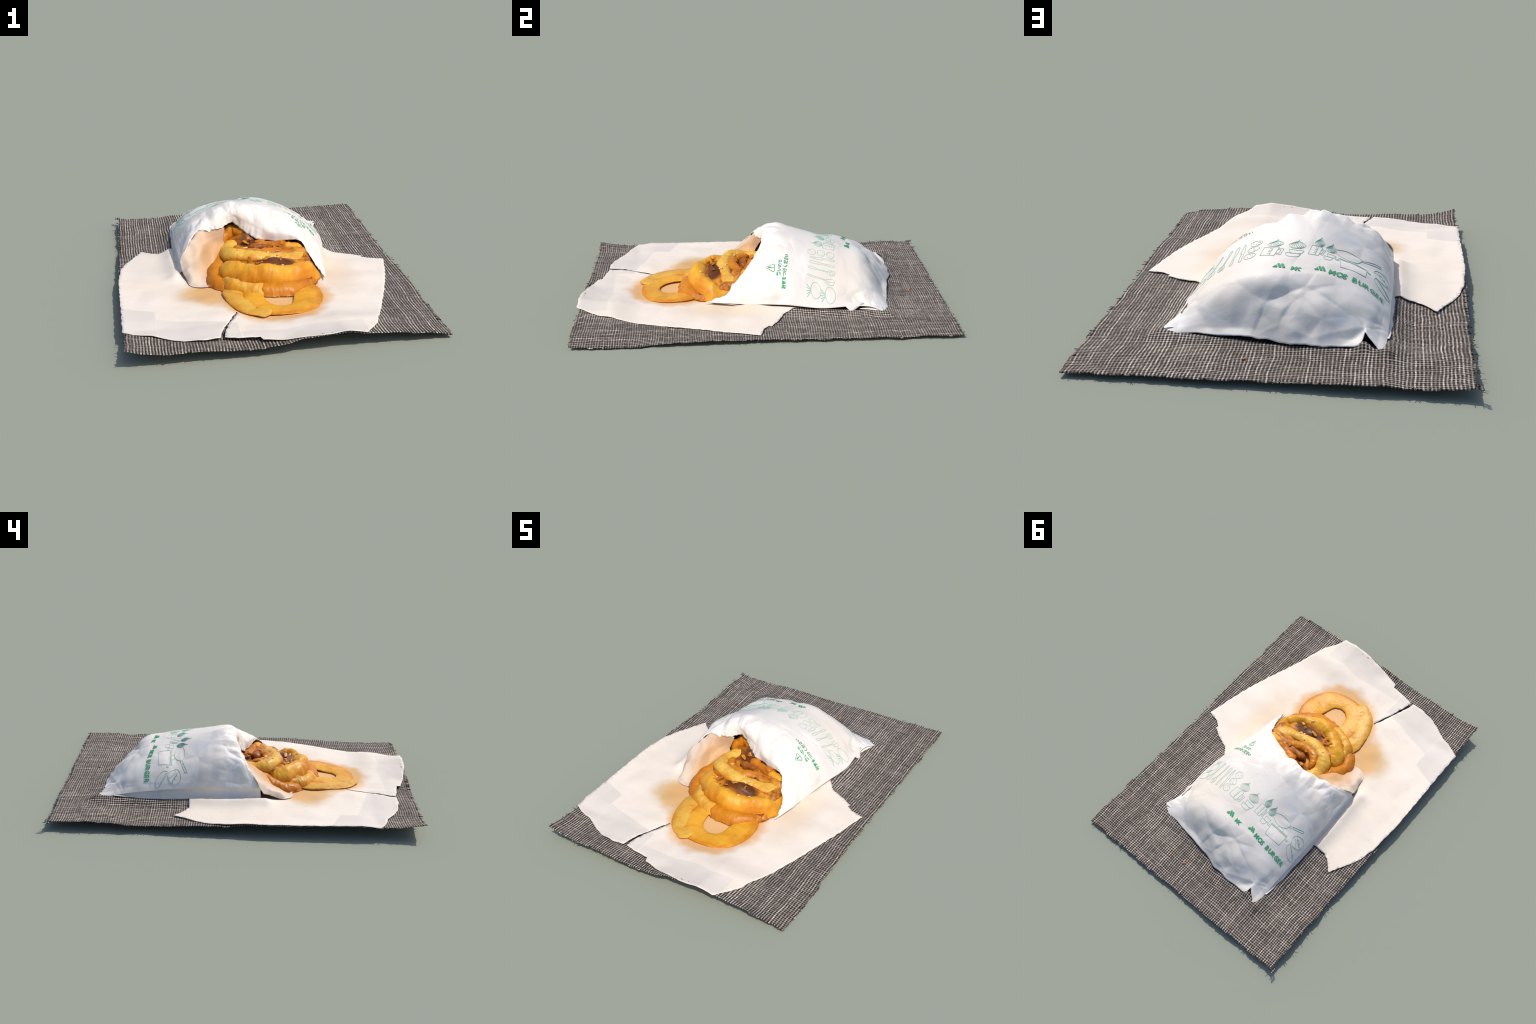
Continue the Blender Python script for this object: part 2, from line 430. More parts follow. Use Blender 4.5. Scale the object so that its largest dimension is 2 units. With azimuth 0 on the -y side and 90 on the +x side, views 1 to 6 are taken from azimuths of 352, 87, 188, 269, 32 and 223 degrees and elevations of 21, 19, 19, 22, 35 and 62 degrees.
# ------------------------------------------------------------------ paper bag
# cross-sections from the mouth (first) to the sealed end (last), left edge to right edge
SECTIONS = [
    [(-.410, -.122, .14), (-.372, -.08, .20), (-.31, -.03, .264), (-.236, -.018, .262), (-.175, .0, .268), (-.122, .019, .283), (-.078, .013, .247),
     (-.015, -.025, .206), (.07, -.047, .185), (.205, -.104, .200), (.245, -.16, .145), (.276, -.215, .09), (.298, -.32, .066)],
    [(-.412, -.09, .14), (-.378, -.06, .196), (-.325, -.025, .262), (-.255, -.01, .287), (-.19, .002, .312), (-.12, .006, .330), (-.07, .0, .312),
     (.0, -.018, .275), (.08, -.055, .240), (.200, -.092, .222), (.252, -.125, .160), (.290, -.16, .104), (.318, -.22, .064)],
    [(-.416, -.03, .142), (-.392, -.02, .19), (-.350, .0, .256), (-.28, .02, .306), (-.205, .03, .343), (-.125, .033, .369), (-.06, .033, .360),
     (.01, .02, .330), (.09, .0, .294), (.205, -.045, .240), (.262, -.07, .175), (.305, -.09, .117), (.335, -.11, .062)],
    [(-.420, .12, .140), (-.407, .12, .185), (-.360, .12, .254), (-.28, .12, .318), (-.2, .12, .355), (-.12, .12, .373), (-.05, .12, .364),
     (.02, .12, .346), (.1, .12, .317), (.19, .12, .276), (.28, .11, .205), (.335, .1, .138), (.375, .1, .068)],
    [(-.420, .3, .128), (-.400, .3, .162), (-.361, .3, .205), (-.285, .3, .252), (-.2, .3, .290), (-.12, .3, .314), (-.05, .3, .318),
     (.02, .3, .310), (.1, .3, .290), (.2, .3, .252), (.285, .3, .195), (.35, .3, .127), (.408, .3, .055)],
    [(-.416, .45, .112), (-.388, .45, .152), (-.340, .45, .198), (-.27, .45, .242), (-.19, .45, .266), (-.12, .45, .275), (-.04, .45, .280),
     (.04, .45, .276), (.12, .45, .258), (.21, .45, .222), (.29, .45, .172), (.355, .45, .113), (.405, .45, .06)],
    [(-.413, .6, .09), (-.380, .6, .134), (-.324, .6, .174), (-.25, .6, .198), (-.17, .6, .205), (-.1, .6, .210), (-.03, .59, .218),
     (.05, .58, .220), (.13, .57, .210), (.22, .56, .182), (.31, .55, .139), (.375, .55, .098), (.420, .565, .062)],
    [(-.406, .798, .044), (-.366, .750, .078), (-.327, .712, .112), (-.305, .752, .072), (-.2, .757, .062), (-.12, .748, .06), (-.05, .735, .06),
     (.03, .72, .06), (.12, .70, .06), (.21, .687, .058), (.31, .668, .05), (.39, .658, .04), (.468, .652, .033)]]
STATION = [0, .05, .11, .22, .43, .61, .79, 1]

def bag_surface(ns=190, nt=170):
    rows = np.array([catmull(s, ns) for s in SECTIONS])            # station x s x 3
    t = np.linspace(0, 1, nt)
    # monotone station parameter -> smooth blend between sections
    fine = catmull(rows.reshape(len(SECTIONS), -1), 7 * 40 + 1).reshape(-1, ns, 3)
    tt = np.interp(t, STATION, np.arange(len(STATION))) * 40
    i = np.minimum(tt.astype(int), 279); f = (tt - i)[:, None, None]
    S = fine[i] * (1 - f) + fine[i + 1] * f
    return S

def wrinkle(P, N, edge):
    x, y, z = P
    w = 0.010 * fbm(x, y, z, 3.4, 1.7, 2)
    w += 0.014 * (crease(x, y, z * .5, 3.1, .4) - 0.3)                    # broad crumpled panels
    f = max(0, fbm(x, y, z, 4, 7.7, 2))                                   # finer creases only here and there
    w += 0.016 * f * (crease(x, y * 1.3, z * .5, 9.0, 3.4) - 0.25)
    m = math.exp(-((y - .03) / .08) ** 2)                                 # tight pleats behind the mouth
    w += m * (0.003 * math.sin(x * 36 + 5 * y + 4 * nz(x, y, 0, 4)) + 0.030 * (crease(x * 1.7, y * .8, z * .6, 6, 8) - .36) + .005 * (crease(x * 2, y, z, 15, 2) - .25))
    b = 1 / (1 + math.exp(-(y - .54) / .03))                              # large soft dents at the sealed end
    w += b * (0.030 * (crease(x * .8, y * 1.1, z, 4.6, 5) - .32) + .008 * fbm(x, y, z, 8, 4, 2))
    q = math.exp(-((x - .40) / .05) ** 2 - ((y - .50) / .08) ** 2)        # crushed corner
    w += q * (0.03 * (crease(x, y, z, 11, 6) - .3) - .012)
    return w * edge

def build_bag():
    bag = bpy.data.objects.new("paper_bag", None)
    bpy.context.scene.collection.objects.link(bag)
    bag["label"] = "white paper food bag printed with green kitchen drawings and lettering"
    bag["category"] = "paper bag"
    S = bag_surface()
    nt, ns, _ = S.shape
    du = np.gradient(S, axis=1); dv = np.gradient(S, axis=0)
    N = np.cross(du, dv); N /= np.linalg.norm(N, axis=2, keepdims=True) + 1e-9
    if N[nt // 2, ns // 2, 2] < 0:
        N = -N
    for j in range(nt):
        for i in range(ns):
            e = min(i, ns - 1 - i) / (ns * .07); e2 = min(j, nt - 1 - j) / (nt * .05)
            edge = min(1, .25 + e) * min(1, .3 + e2)
            S[j, i] += N[j, i] * wrinkle(S[j, i], N[j, i], edge)
    for j in range(7):                                                    # torn, ragged rim
        for i in range(ns):
            S[j, i, 1] -= (1 - j / 7) * (.012 * nz(i * .11, 2, 0, 1) + .007 * nz(i * .37, 5, 0, 1))
            S[j, i, 2] -= (1 - j / 7) * .008 * nz(i * .23, 9, 0, 1)
    for k in range(14):                                                   # wavy pressed hem of the sealed end
        for i in range(12, ns - 6):
            S[nt - 1 - k, i, 2] += (1 - k / 14) * (.010 * nz(i * .045, 3, 1, 1) + .005 * nz(i * .15, 1, 4, 1))
            S[nt - 1 - k, i, 1] += (1 - k / 14) * .010 * nz(i * .06, 8, 2, 1)
    S[:, :, 2] = np.maximum(S[:, :, 2], base_z(S[:, :, 0], S[:, :, 1]) + .012)
    me = mesh_from("bag_front", S.reshape(-1, 3), grid_faces(nt, ns))
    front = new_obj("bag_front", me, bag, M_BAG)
    if me.polygons[len(me.polygons) // 2].normal.z < 0:
        me.flip_normals()
    bvh = BVHTree.FromPolygons([v.co.copy() for v in me.vertices], [tuple(p.vertices) for p in me.polygons])
    # side gussets tucked under the two long edges
    def gusset(name, rail, drops):
        rows = []
        for p in rail:
            f = fz(p[0], p[1])
            ctrl = [Vector(p)]
            for dx, h in drops:
                x = p[0] + dx + .006 * nz(p[0], p[1], h, 14, h * 9)
                top = p[2]
                ctrl.append(Vector((x, p[1] + .004 * nz(p[1], h, 0, 9), f + .008 + (top - f - .008) * h)))
            rows.append(catmull(ctrl, 14))
        A = np.array(rows)
        ob = new_obj(name, mesh_from(name, A.reshape(-1, 3), grid_faces(*A.shape[:2])), bag, M_BAG)
        solid(ob, .002, 0)
    gusset("gusset", S[:150, 0], [(.013, .74), (.010, .42), (.002, .14), (-.010, .0)])
    gusset("gusset", S[22:160, -1], [(-.012, .75), (-.03, .35), (-.06, .10), (-.12, 0)])
    solid(front, .0022)

    # inside of the back sheet, seen through the mouth on the left
    U = catmull([(-.411, -.118, .138), (-.378, -.078, .197), (-.31, -.026, .260), (-.24, -.01, .262), (-.17, .01, .27)], 40)
    Mi = catmull([(-.404, -.148, .112), (-.358, -.145, .155), (-.275, -.11, .18), (-.22, -.08, .19), (-.17, -.03, .2)], 40)
    Lo = catmull([(-.397, -.178, .088), (-.355, -.245, .098), (-.27, -.25, .075), (-.20, -.16, .08), (-.17, -.06, .1)], 40)
    Ft = catmull([(-.390, -.205, 0), (-.362, -.290, 0), (-.275, -.295, 0), (-.21, -.20, 0), (-.17, -.10, 0)], 40)
    Ft[:, 2] = floor_z(Ft[:, 0], Ft[:, 1]) + .012
    A = np.array([catmull([u, m, l, f], 30) for u, m, l, f in zip(U, Mi, Lo, Ft)])
    for r in A:
        for p in r:
            p[2] += .034 * (crease(*p, 7, 1) - .28) + .006 * fbm(*p, 10, 2, 2)
            p[0] += .020 * (crease(*p, 9, 4) - .28)
            p[2] = max(p[2], fz(p[0], p[1]) + .012)
    ob = new_obj("bag_lining", mesh_from("bag_lining", A.reshape(-1, 3), grid_faces(40, 30)), bag, M_LINER)
    solid(ob, .002, 0)

    # little triangular folds of the gussets sticking out at the sealed end
    def fold(pts):
        vs, fs = [], []
        n = 9
        a, b, c = (Vector(p) for p in pts)
        for i in range(n):
            for j in range(n - i):
                u, v = i / (n - 1), j / (n - 1)
                p = a + (b - a) * u + (c - a) * v
                p.z += .004 * math.sin(u * 4 + v * 3)
                vs.append(p)
        idx = {}
        k = 0
        for i in range(n):
            for j in range(n - i):
                idx[i, j] = k; k += 1
        for i in range(n - 1):
            for j in range(n - 1 - i):
                fs.append((idx[i, j], idx[i + 1, j], idx[i, j + 1]))
                if j < n - 2 - i:
                    fs.append((idx[i + 1, j], idx[i + 1, j + 1], idx[i, j + 1]))
        o = new_obj("gusset_fold", mesh_from("gusset_fold", vs, fs), bag, M_BAG)
        solid(o, .002, 0)
    fold([(-.404, .745, .052), (-.449, .560, .052), (-.385, .56, .062)])
    fold([(-.400, .760, .047), (-.425, .60, .050), (-.36, .62, .07)])
    fold([(.385, .40, .075), (.425, .458, .036), (.395, .53, .072)])
    fold([(.45, .64, .036), (.40, .50, .045), (.36, .60, .05)])
    fold([(.292, -.325, .062), (.345, -.08, .05), (.29, -.10, .05)])
    return bag, bvh

# ------------------------------------------------------------------ printing on the bag
class Printer:
    """Lays flat drawings on the curved bag: x runs to the reader's right, y up, both measured along the paper."""
    def __init__(self, front, bvh):
        self.front, self.bvh = front, bvh
    def at(self, p, right=(-1, 0, 0)):
        loc, n, *_ = self.bvh.find_nearest(Vector(p))
        if n.z < 0: n = -n
        ex = Vector(right); ex = (ex - n * ex.dot(n)).normalized()
        self.o, self.ex, self.ey = loc, ex, n.cross(ex)
        self.verts, self.faces = [], []
        return self
    def put(self, x, y, lift=.0012):
        loc, n, *_ = self.bvh.find_nearest(self.o + self.ex * x + self.ey * y)
        if n.z < 0: n = -n
        return loc + n * lift, n
    def line(self, pts, w=.0024, closed=False, smooth=True):
        pts = [tuple(p) for p in pts]
        if closed: pts = pts + pts[:1]
        P = catmull(np.array(pts), 6 * len(pts)) if smooth and len(pts) > 2 else np.array(pts, float)
        Q = [P[0]]
        for a, b in zip(P[:-1], P[1:]):
            n = max(1, int(np.hypot(*(b - a)) / .005))
            Q += [a + (b - a) * k / n for k in range(1, n + 1)]
        Q = np.array(Q); base = len(self.verts)
        for i in range(len(Q)):
            d = Q[min(i + 1, len(Q) - 1)] - Q[max(i - 1, 0)]; d = d / (np.hypot(*d) + 1e-9)
            s = np.array([-d[1], d[0]]) * w / 2
            for f, l in ((1, .0005), (0, .0017), (-1, .0005)):
                self.verts.append(self.put(*(Q[i] + s * f), l)[0])
        self.faces += grid_faces(len(Q), 3, base)
    def text(self, body, size, bold=.0, x=0, y=0, space=1.0):
        cu = bpy.data.curves.new("print", "FONT")
        cu.body, cu.size, cu.offset, cu.space_character = body, size, bold, space
        cu.resolution_u = 3
        tmp = bpy.data.objects.new("print", cu); bpy.context.scene.collection.objects.link(tmp)
        dg = bpy.context.evaluated_depsgraph_get()
        me = bpy.data.meshes.new_from_object(tmp.evaluated_get(dg))
        bpy.data.objects.remove(tmp)
        self.fill(me, x, y)
        w = max((v.co.x for v in me.vertices), default=0)
        bpy.data.meshes.remove(me)
        return w
    def fill(self, me, x=0, y=0):
        bm = bmesh.new(); bm.from_mesh(me)
        bmesh.ops.triangulate(bm, faces=bm.faces)
        for _ in range(4):
            long = [e for e in bm.edges if e.calc_length() > .0065]
            if not long: break
            bmesh.ops.subdivide_edges(bm, edges=long, cuts=1)
            bmesh.ops.triangulate(bm, faces=bm.faces)
        base = len(self.verts)
        bm.verts.index_update()
        for v in bm.verts:
            self.verts.append(self.put(v.co.x + x, v.co.y + y, .0026)[0])
        for f in bm.faces:
            self.faces.append(tuple(base + v.index for v in f.verts))
        bm.free()
    def poly(self, pts):
        me = mesh_from("print", [(x, y, 0) for x, y in pts], [tuple(range(len(pts)))])
        self.fill(me); bpy.data.meshes.remove(me)
    def finish(self, name, mat):
        ob = new_obj(name, mesh_from(name, self.verts, self.faces), self.front, mat)
        return ob

def oval(rx, ry, n=20, x=0, y=0, wob=0.0, seed=0):
    return [(x + rx * (1 + wob * math.sin(3 * a + seed)) * math.cos(a), y + ry * (1 + wob * math.sin(2 * a + seed)) * math.sin(a))
            for a in (2 * math.pi * k / n for k in range(n))]

def capsule(x0, y0, x1, y1, r, n=7):
    a = math.atan2(y1 - y0, x1 - x0)
    out = []
    for c, (x, y) in ((1, (x1, y1)), (-1, (x0, y0))):
        for k in range(n):
            t = a + (-math.pi / 2 + math.pi * k / (n - 1)) + (0 if c > 0 else math.pi)
            out.append((x + r * math.cos(t), y + r * math.sin(t)))
    return out

def print_marks(bag, bvh):
    front = bpy.data.objects["bag_front"]
    pr = Printer(front, bvh)
    rnd = random.Random(5)
    # potatoes
    for n, p in enumerate([(.134, .273, .276), (.139, .324, .269), (.147, .373, .258)]):
        pr.at(p, (-1, .25, 0)); pr.line(oval(.0255, .0225, 18, wob=.06, seed=n), closed=True)
        for _ in range(7):
            x, y = rnd.uniform(-.016, .016), rnd.uniform(-.013, .013)
            pr.line([(x, y), (x + .004, y + .002)], .0022, smooth=False)
        pr.finish("potato_drawing", M_LINE)
    # onions
    for p, w, h in [((.05, .316, .295), .033, .056), ((-.038, .338, .301), .034, .056), ((-.125, .311, .304), .019, .056), ((-.171, .331, .284), .021, .058)]:
        pr.at(p, (-1, .12, 0))
        for k in (1, .78, .56, .33, .11, -.11, -.33, -.56, -.78, -1):
            a = abs(k)
            pr.line([(0, -.42 * h), (k * w * .62, -.34 * h), (k * w, -.02 * h), (k * w * .72, .24 * h), (k * .004, .50 * h), (.001, .70 * h + .002 * a)], .0023 if a == 1 else .0017)
        pr.finish("onion_drawing", M_LINE)
    # measuring cups, printed twice, the second squeezed by a crease
    for p, w in [((.068, .374, .282), .064), ((-.112, .366, .291), .043)]:
        pr.at(p, (-1, .16, 0))
        b, t = .031, .033
        pr.line([(-w / 2, t), (w / 2, t), (w * .44, -b), (-w * .5, -b)], closed=True, smooth=False)
        pr.line([(w * .12, t * .85), (w * .10, -b)], smooth=False)
        for k in range(4):
            y = -.016 + .012 * k
            pr.line([(-w * .08, y), (w * .08 - w * .02 * (k % 2), y)], .0024, smooth=False)
        pr.line([(w * .47, .020), (w * .86, .020), (w * .80, -.022), (w * .45, -.020)], smooth=False)
        pr.line([(w * .47, .012), (w * .70, .012), (w * .66, -.014), (w * .46, -.013)], smooth=False)
        pr.finish("measuring_cup_drawing", M_LINE)
    # nested bowls
    for p, w in [((-.032, .392, .287), .030), ((-.170, .393, .276), .018)]:
        pr.at(p, (-1, .15, 0))
        for dx, dy in ((.004, .013), (-.004, -.012)):
            pr.line([(dx - w, dy + .009), (dx + w, dy + .009)], smooth=False)
            pr.line([(dx - w, dy + .009), (dx - w * .82, dy - .008), (dx - w * .4, dy - .014), (dx + w * .4, dy - .014), (dx + w * .82, dy - .008), (dx + w, dy + .009)])
        pr.finish("bowl_drawing", M_LINE)
    # frying pan
    pr.at((-.285, .322, .243), (-.10, -.012, -.05))
    pr.line([(-.108, .010), (-.055, .024), (.002, .010), (.006, -.006), (-.012, -.028), (-.05, -.036), (-.092, -.020), (-.110, -.002)], closed=True)
    pr.line([(.002, .006), (.022, .006), (.030, .011), (.092, .028), (.096, .022), (.092, .016), (.032, .000), (.022, -.003), (.004, -.005)])
    pr.line([(.030, .011), (.032, .000)], smooth=False)
    pr.finish("frying_pan_drawing", M_LINE)
    # pot with lid
    pr.at((-.262, .415, .240), (-.11, -.005, -.048))
    pr.line([(-.058, .030), (.058, .030), (.056, -.036), (-.052, -.036)], closed=True, smooth=False)
    pr.line([(-.066, .034), (.066, .034)], smooth=False); pr.line([(-.06, .039), (.06, .039)], smooth=False)
    pr.line([(-.020, .039), (-.016, .052), (.016, .052), (.020, .039)])
    for s in (-1, 1):
        pr.line([(s * .060, .020), (s * .078, .022), (s * .076, .012), (s * .060, .012)], smooth=False)
    pr.finish("cooking_pot_drawing", M_LINE)
    # cabbage and oval dish by the left edge
    pr.at((-.376, .352, .180), (-.06, 0, -.085))
    pr.line(oval(.044, .036, 18, wob=.08), closed=True)
    pr.line([(-.030, .022), (-.016, .008), (-.008, .014), (.004, -.002), (.012, .006), (.022, -.010), (.034, -.006), (.040, -.018)], smooth=False)
    pr.line([(-.040, .004), (-.018, .0), (.0, -.018), (.014, -.034)])
    pr.finish("cabbage_drawing", M_LINE)
    pr.at((-.372, .425, .165), (-.06, .05, -.075))
    pr.line([(-.050, .012), (.052, .012), (.046, -.008), (.02, -.018), (-.02, -.018), (-.046, -.006)], closed=True)
    pr.line([(-.052, .017), (.054, .017)], smooth=False)
    pr.finish("serving_dish_drawing", M_LINE)
    # cutlery
    def tool(a, b, shape, name):
        a, b = Vector(a), Vector(b)
        pr.at((a + b) / 2, (a.x - b.x, a.y - b.y, a.z - b.z))    # x points to the head, near the mouth
        L = (a - b).length / 2
        for s in shape:
            pr.line([(x * L, y) for x, y in s], .0025, closed=len(s) > 3)
        pr.finish(name, M_LINE)
    knife = [[(1, .004), (.75, .010), (.15, .013), (-.05, .011), (-.08, .006), (-.9, .006), (-1, .0), (-.9, -.006), (-.08, -.005), (.4, -.003)]]
    slim = [[(1, 0), (.85, .008), (.3, .007), (-.2, .004), (-.92, .006), (-1, 0), (-.92, -.006), (-.2, -.004), (.3, -.006), (.85, -.007)]]
    ladle = [[(1, 0), (.93, .007), (.3, .003), (-.42, .003), (-.48, .012), (-.72, .018), (-.95, .013), (-1, 0), (-.95, -.013), (-.72, -.016), (-.48, -.010), (-.42, -.003), (.3, -.004), (.93, -.007)],
             [(-.58, .0), (-.66, .008), (-.80, .008), (-.88, .0), (-.80, -.008), (-.66, -.008)]]
    spoon = [[(1, 0), (.95, .004), (.3, .003), (-.35, .003), (-.45, .014), (-.75, .021), (-.98, .012), (-1.02, -.004), (-.85, -.018), (-.55, -.014), (-.35, -.003), (.3, -.004), (.95, -.005)],
             [(-.5, .004), (-.75, .001), (-1.0, -.002)]]
    tool((.174, .256, .264), (.185, .391, .237), knife, "knife_drawing")
    tool((.207, .252, .248), (.222, .387, .216), slim, "fork_drawing")
    tool((.239, .247, .227), (.265, .385, .188), ladle, "ladle_drawing")
    tool((.278, .238, .197), (.308, .377, .154), spoon, "spoon_drawing")
    # turnips
    for p in [(.341, .276, .129), (.362, .352, .106)]:
        pr.at(p, (-.6, .02, .7))
        pr.line(oval(.048, .027, 22, wob=.05), closed=True, w=.0028)
        for k in range(-2, 3):
            x, t = .006 * k, .009 * k
            pr.line([(x, .028), (x + t * .6, .040), (x + t * 1.4, .052 - .002 * abs(k))],       .0045)
        pr.finish("turnip_drawing", M_LINE)
    # hot-food warning
    pr.at((.238, .042, .233), (-.80, .10, .58))
    tri = [(-.030, -.020), (.030, -.020), (.0, .031)]
    pr.line([(-.022, -.019), (.022, -.019), (.025, -.014), (.003, .024), (-.003, .024), (-.025, -.014)], .0036, closed=True, smooth=False)
    pr.poly([(-.0025, -.004), (.0025, -.004), (.004, .014), (-.004, .014)]); pr.poly(oval(.003, .003, 8, 0, -.011))
    pr.finish("warning_sign", M_INK)
    for body, a, b in [("熱いので", (.278, .079, .203), (.203, .096, .264)), ("お気をつけください", (.330, .098, .139), (.166, .131, .282))]:
        a, b = Vector(a), Vector(b)
        pr.at((a + b) / 2, b - a)
        size = (b - a).length * 1.04 / len(body)
        pr.text(body, size * .98, .0007, -size * len(body) / 2, -size * .4)
        pr.finish("warning_text", M_INK)
    # logo strokes and lettering, printed twice: the first is cut off by a crease
    def emblem(p, right, s):
        pr.at(p, right)
        pr.poly([(x * s, y * s) for x, y in [(-.044, -.022), (-.020, -.022), (-.016, -.014), (-.025, .008), (-.034, -.004), (-.046, -.016)]])
        pr.poly([(x * s, y * s) for x, y in capsule(-.015, .015, -.001, -.014, .0082)])
        pr.poly([(x * s, y * s) for x, y in capsule(.007, .015, .021, -.014, .0082)])
        pr.finish("logo_emblem", M_INK)
    emblem((.010, .482, .263), (-1, .10, 0), .66)
    pr.at((-.030, .493, .262), (-1, .12, -.05))
    pr.text("MO", .033, .0010, 0, -.012)
    keep = [f for f in pr.faces if max((pr.verts[i] - pr.o).dot(pr.ex) for i in f) < .042]     # lost in the fold
    pr.faces = keep; pr.finish("lettering", M_INK)
    emblem((-.146, .478, .256), (-1, .05, -.15), .58)
    run = catmull([(-.172, .489, .249), (-.235, .495, .226), (-.300, .500, .195), (-.350, .503, .160), (-.378, .505, .137)], 200)
    s = np.concatenate([[0], np.cumsum(np.linalg.norm(np.diff(run, axis=0), axis=1))])
    word = "MOS BURGER"
    adv = [1.16, .98, .88, .42, .90, .95, .92, 1.0, .84, .9]
    k = s[-1] / sum(adv)
    pos = 0
    for ch, a in zip(word, adv):
        if ch != " ":
            p = [np.interp(pos + a * k / 2, s, run[:, i]) for i in range(3)]
            q = [np.interp(min(pos + a * k, s[-1]), s, run[:, i]) for i in range(3)]
            q0 = [np.interp(pos, s, run[:, i]) for i in range(3)]
            pr.at(p, Vector(q) - Vector(q0))
            pr.text(ch, .036, .0011, -a * k * .44, -.012)
            pr.finish("lettering", M_INK)
        pos += a * k

# ------------------------------------------------------------------ onion rings
HEAP_X = [-.27, -.22, -.15, -.05, .05, .15, .22, .27]
HEAP_Y = [-.43, -.385, -.34, -.27, -.20, -.12, -.04, .05, .12]
HEAP_Z = [[.050, .055, .060, .066, .064, .054, .045, .035],
          [.055, .062, .085, .110, .098, .078, .055, .040],
          [.060, .075, .122, .155, .142, .112, .072, .040],
          [.080, .100, .158, .176, .170, .142, .104, .068],
          [.095, .125, .178, .182, .170, .158, .146, .110],
          [.100, .140, .178, .168, .170, .172, .165, .135],
          [.105, .135, .170, .188, .180, .180, .175, .140],
          [.115, .150, .205, .230, .215, .190, .165, .120],
          [.115, .150, .235, .265, .240, .200, .150, .110]]

def heap_z(x, y):
    H = np.array(HEAP_Z)
    u = np.interp(x, HEAP_X, np.arange(8)); v = np.interp(y, HEAP_Y, np.arange(9))
    i, j = min(int(u), 6), min(int(v), 7)
    a, b = u - i, v - j
    a, b = a * a * (3 - 2 * a), b * b * (3 - 2 * b)
    return float((H[j, i] * (1 - a) + H[j, i + 1] * a) * (1 - b) + (H[j + 1, i] * (1 - a) + H[j + 1, i + 1] * a) * b)

def batter(p, seed, amp):
    x, y, z = p
    return amp * (0.75 * fbm(x, y, z, 9, seed, 2) + 0.34 * fbm(x, y, z, 30, seed + 3, 2) + 0.28 * (crease(x, y, z, 15, seed) - .25) + 0.14 * nz(x, y, z, 90, seed))

def ring(path, w, h, mat, seed, amp=.013, closed=False, power=2.3, lift=0.0, flat=False, slump=0.0):
    """A strip of battered onion swept along a path of its crest points; the crest is the top of the section.
    flat: the path gives x, y only and the ring lies on the paper; slump: its outer side sags downwards."""
    if flat:
        path = [(x, y, fz(x, y) + .007 + 2 * h + lift) for x, y in path]
    if closed:
        P = catmull(path[-2:] + path + path[:3], 60 * (len(path) + 4) + 1)[120:120 + 60 * len(path)]
        P = P[::3]
    else:
        P = catmull(path, 16 * len(path))
    n = len(P); nv = 28
    verts, side = [], []
    mid = P.mean(axis=0)
    a0, a1 = P[n // 3], P[n // 3 + 1]
    turn = 1 if (a1[1] - a0[1]) * (a0[0] - mid[0]) - (a1[0] - a0[0]) * (a0[1] - mid[1]) > 0 else -1     # which side faces outwards
    for i in range(n):
        a, b = P[(i - 1) % n if closed else max(i - 1, 0)], P[(i + 1) % n if closed else min(i + 1, n - 1)]
        t = Vector(b - a).normalized()
        out = Vector((t.y, -t.x, 0)).normalized()
        up = out.cross(t)
        if up.z < 0: up = -up
        f = i / (n - 1)
        k = 1.0
        if not closed:
            e = min(f, 1 - f) * len(path) / 1.1
            k = math.sqrt(max(.05, 1 - max(0, 1 - e) ** 2))
        ww = w * k * (1 + .34 * nz(f * 4, seed, 0, 1.0)); hh = h * k * (1 + .18 * nz(f * 5, seed, 3, 1.0))
        c = Vector(P[i]) - up * h
        for j in range(nv):
            q = 2 * math.pi * j / nv
            cs, sn = math.cos(q), math.sin(q)
            d = (abs(cs) ** power + abs(sn) ** power) ** (-1 / power)
            nrm = (out * cs + up * sn).normalized()
            lean = max(0, cs * turn) * slump
            p = c + out * (ww * cs * d * (1 - .25 * lean)) + up * (hh * sn * d) - Vector((0, 0, hh * .8 * lean))
            p += nrm * batter(p, seed, amp)
            p.z = max(p.z, fz(p.x, p.y) + .010)
            verts.append(p)
            side.append(sn - .45 * cs * turn)
    faces = []
    for i in range(n if closed else n - 1):
        for j in range(nv):
            i2, j2 = (i + 1) % n, (j + 1) % nv
            faces.append((i * nv + j, i * nv + j2, i2 * nv + j2, i2 * nv + j))
    if not closed:
        faces.append(tuple(range(nv)))
        faces.append(tuple((n - 1) * nv + j for j in reversed(range(nv))))
    me = mesh_from("onion_ring", verts, faces)
    at = me.attributes.new("crest", "FLOAT", "POINT")
    at.data.foreach_set("value", side)
    bm = bmesh.new(); bm.from_mesh(me); bmesh.ops.recalc_face_normals(bm, faces=bm.faces); bm.to_mesh(me); bm.free()
    ob = new_obj("onion_ring", me, None, mat)
    ob["label"] = "golden deep fried onion ring in lumpy batter"
    ob["category"] = "onion ring"
    return ob

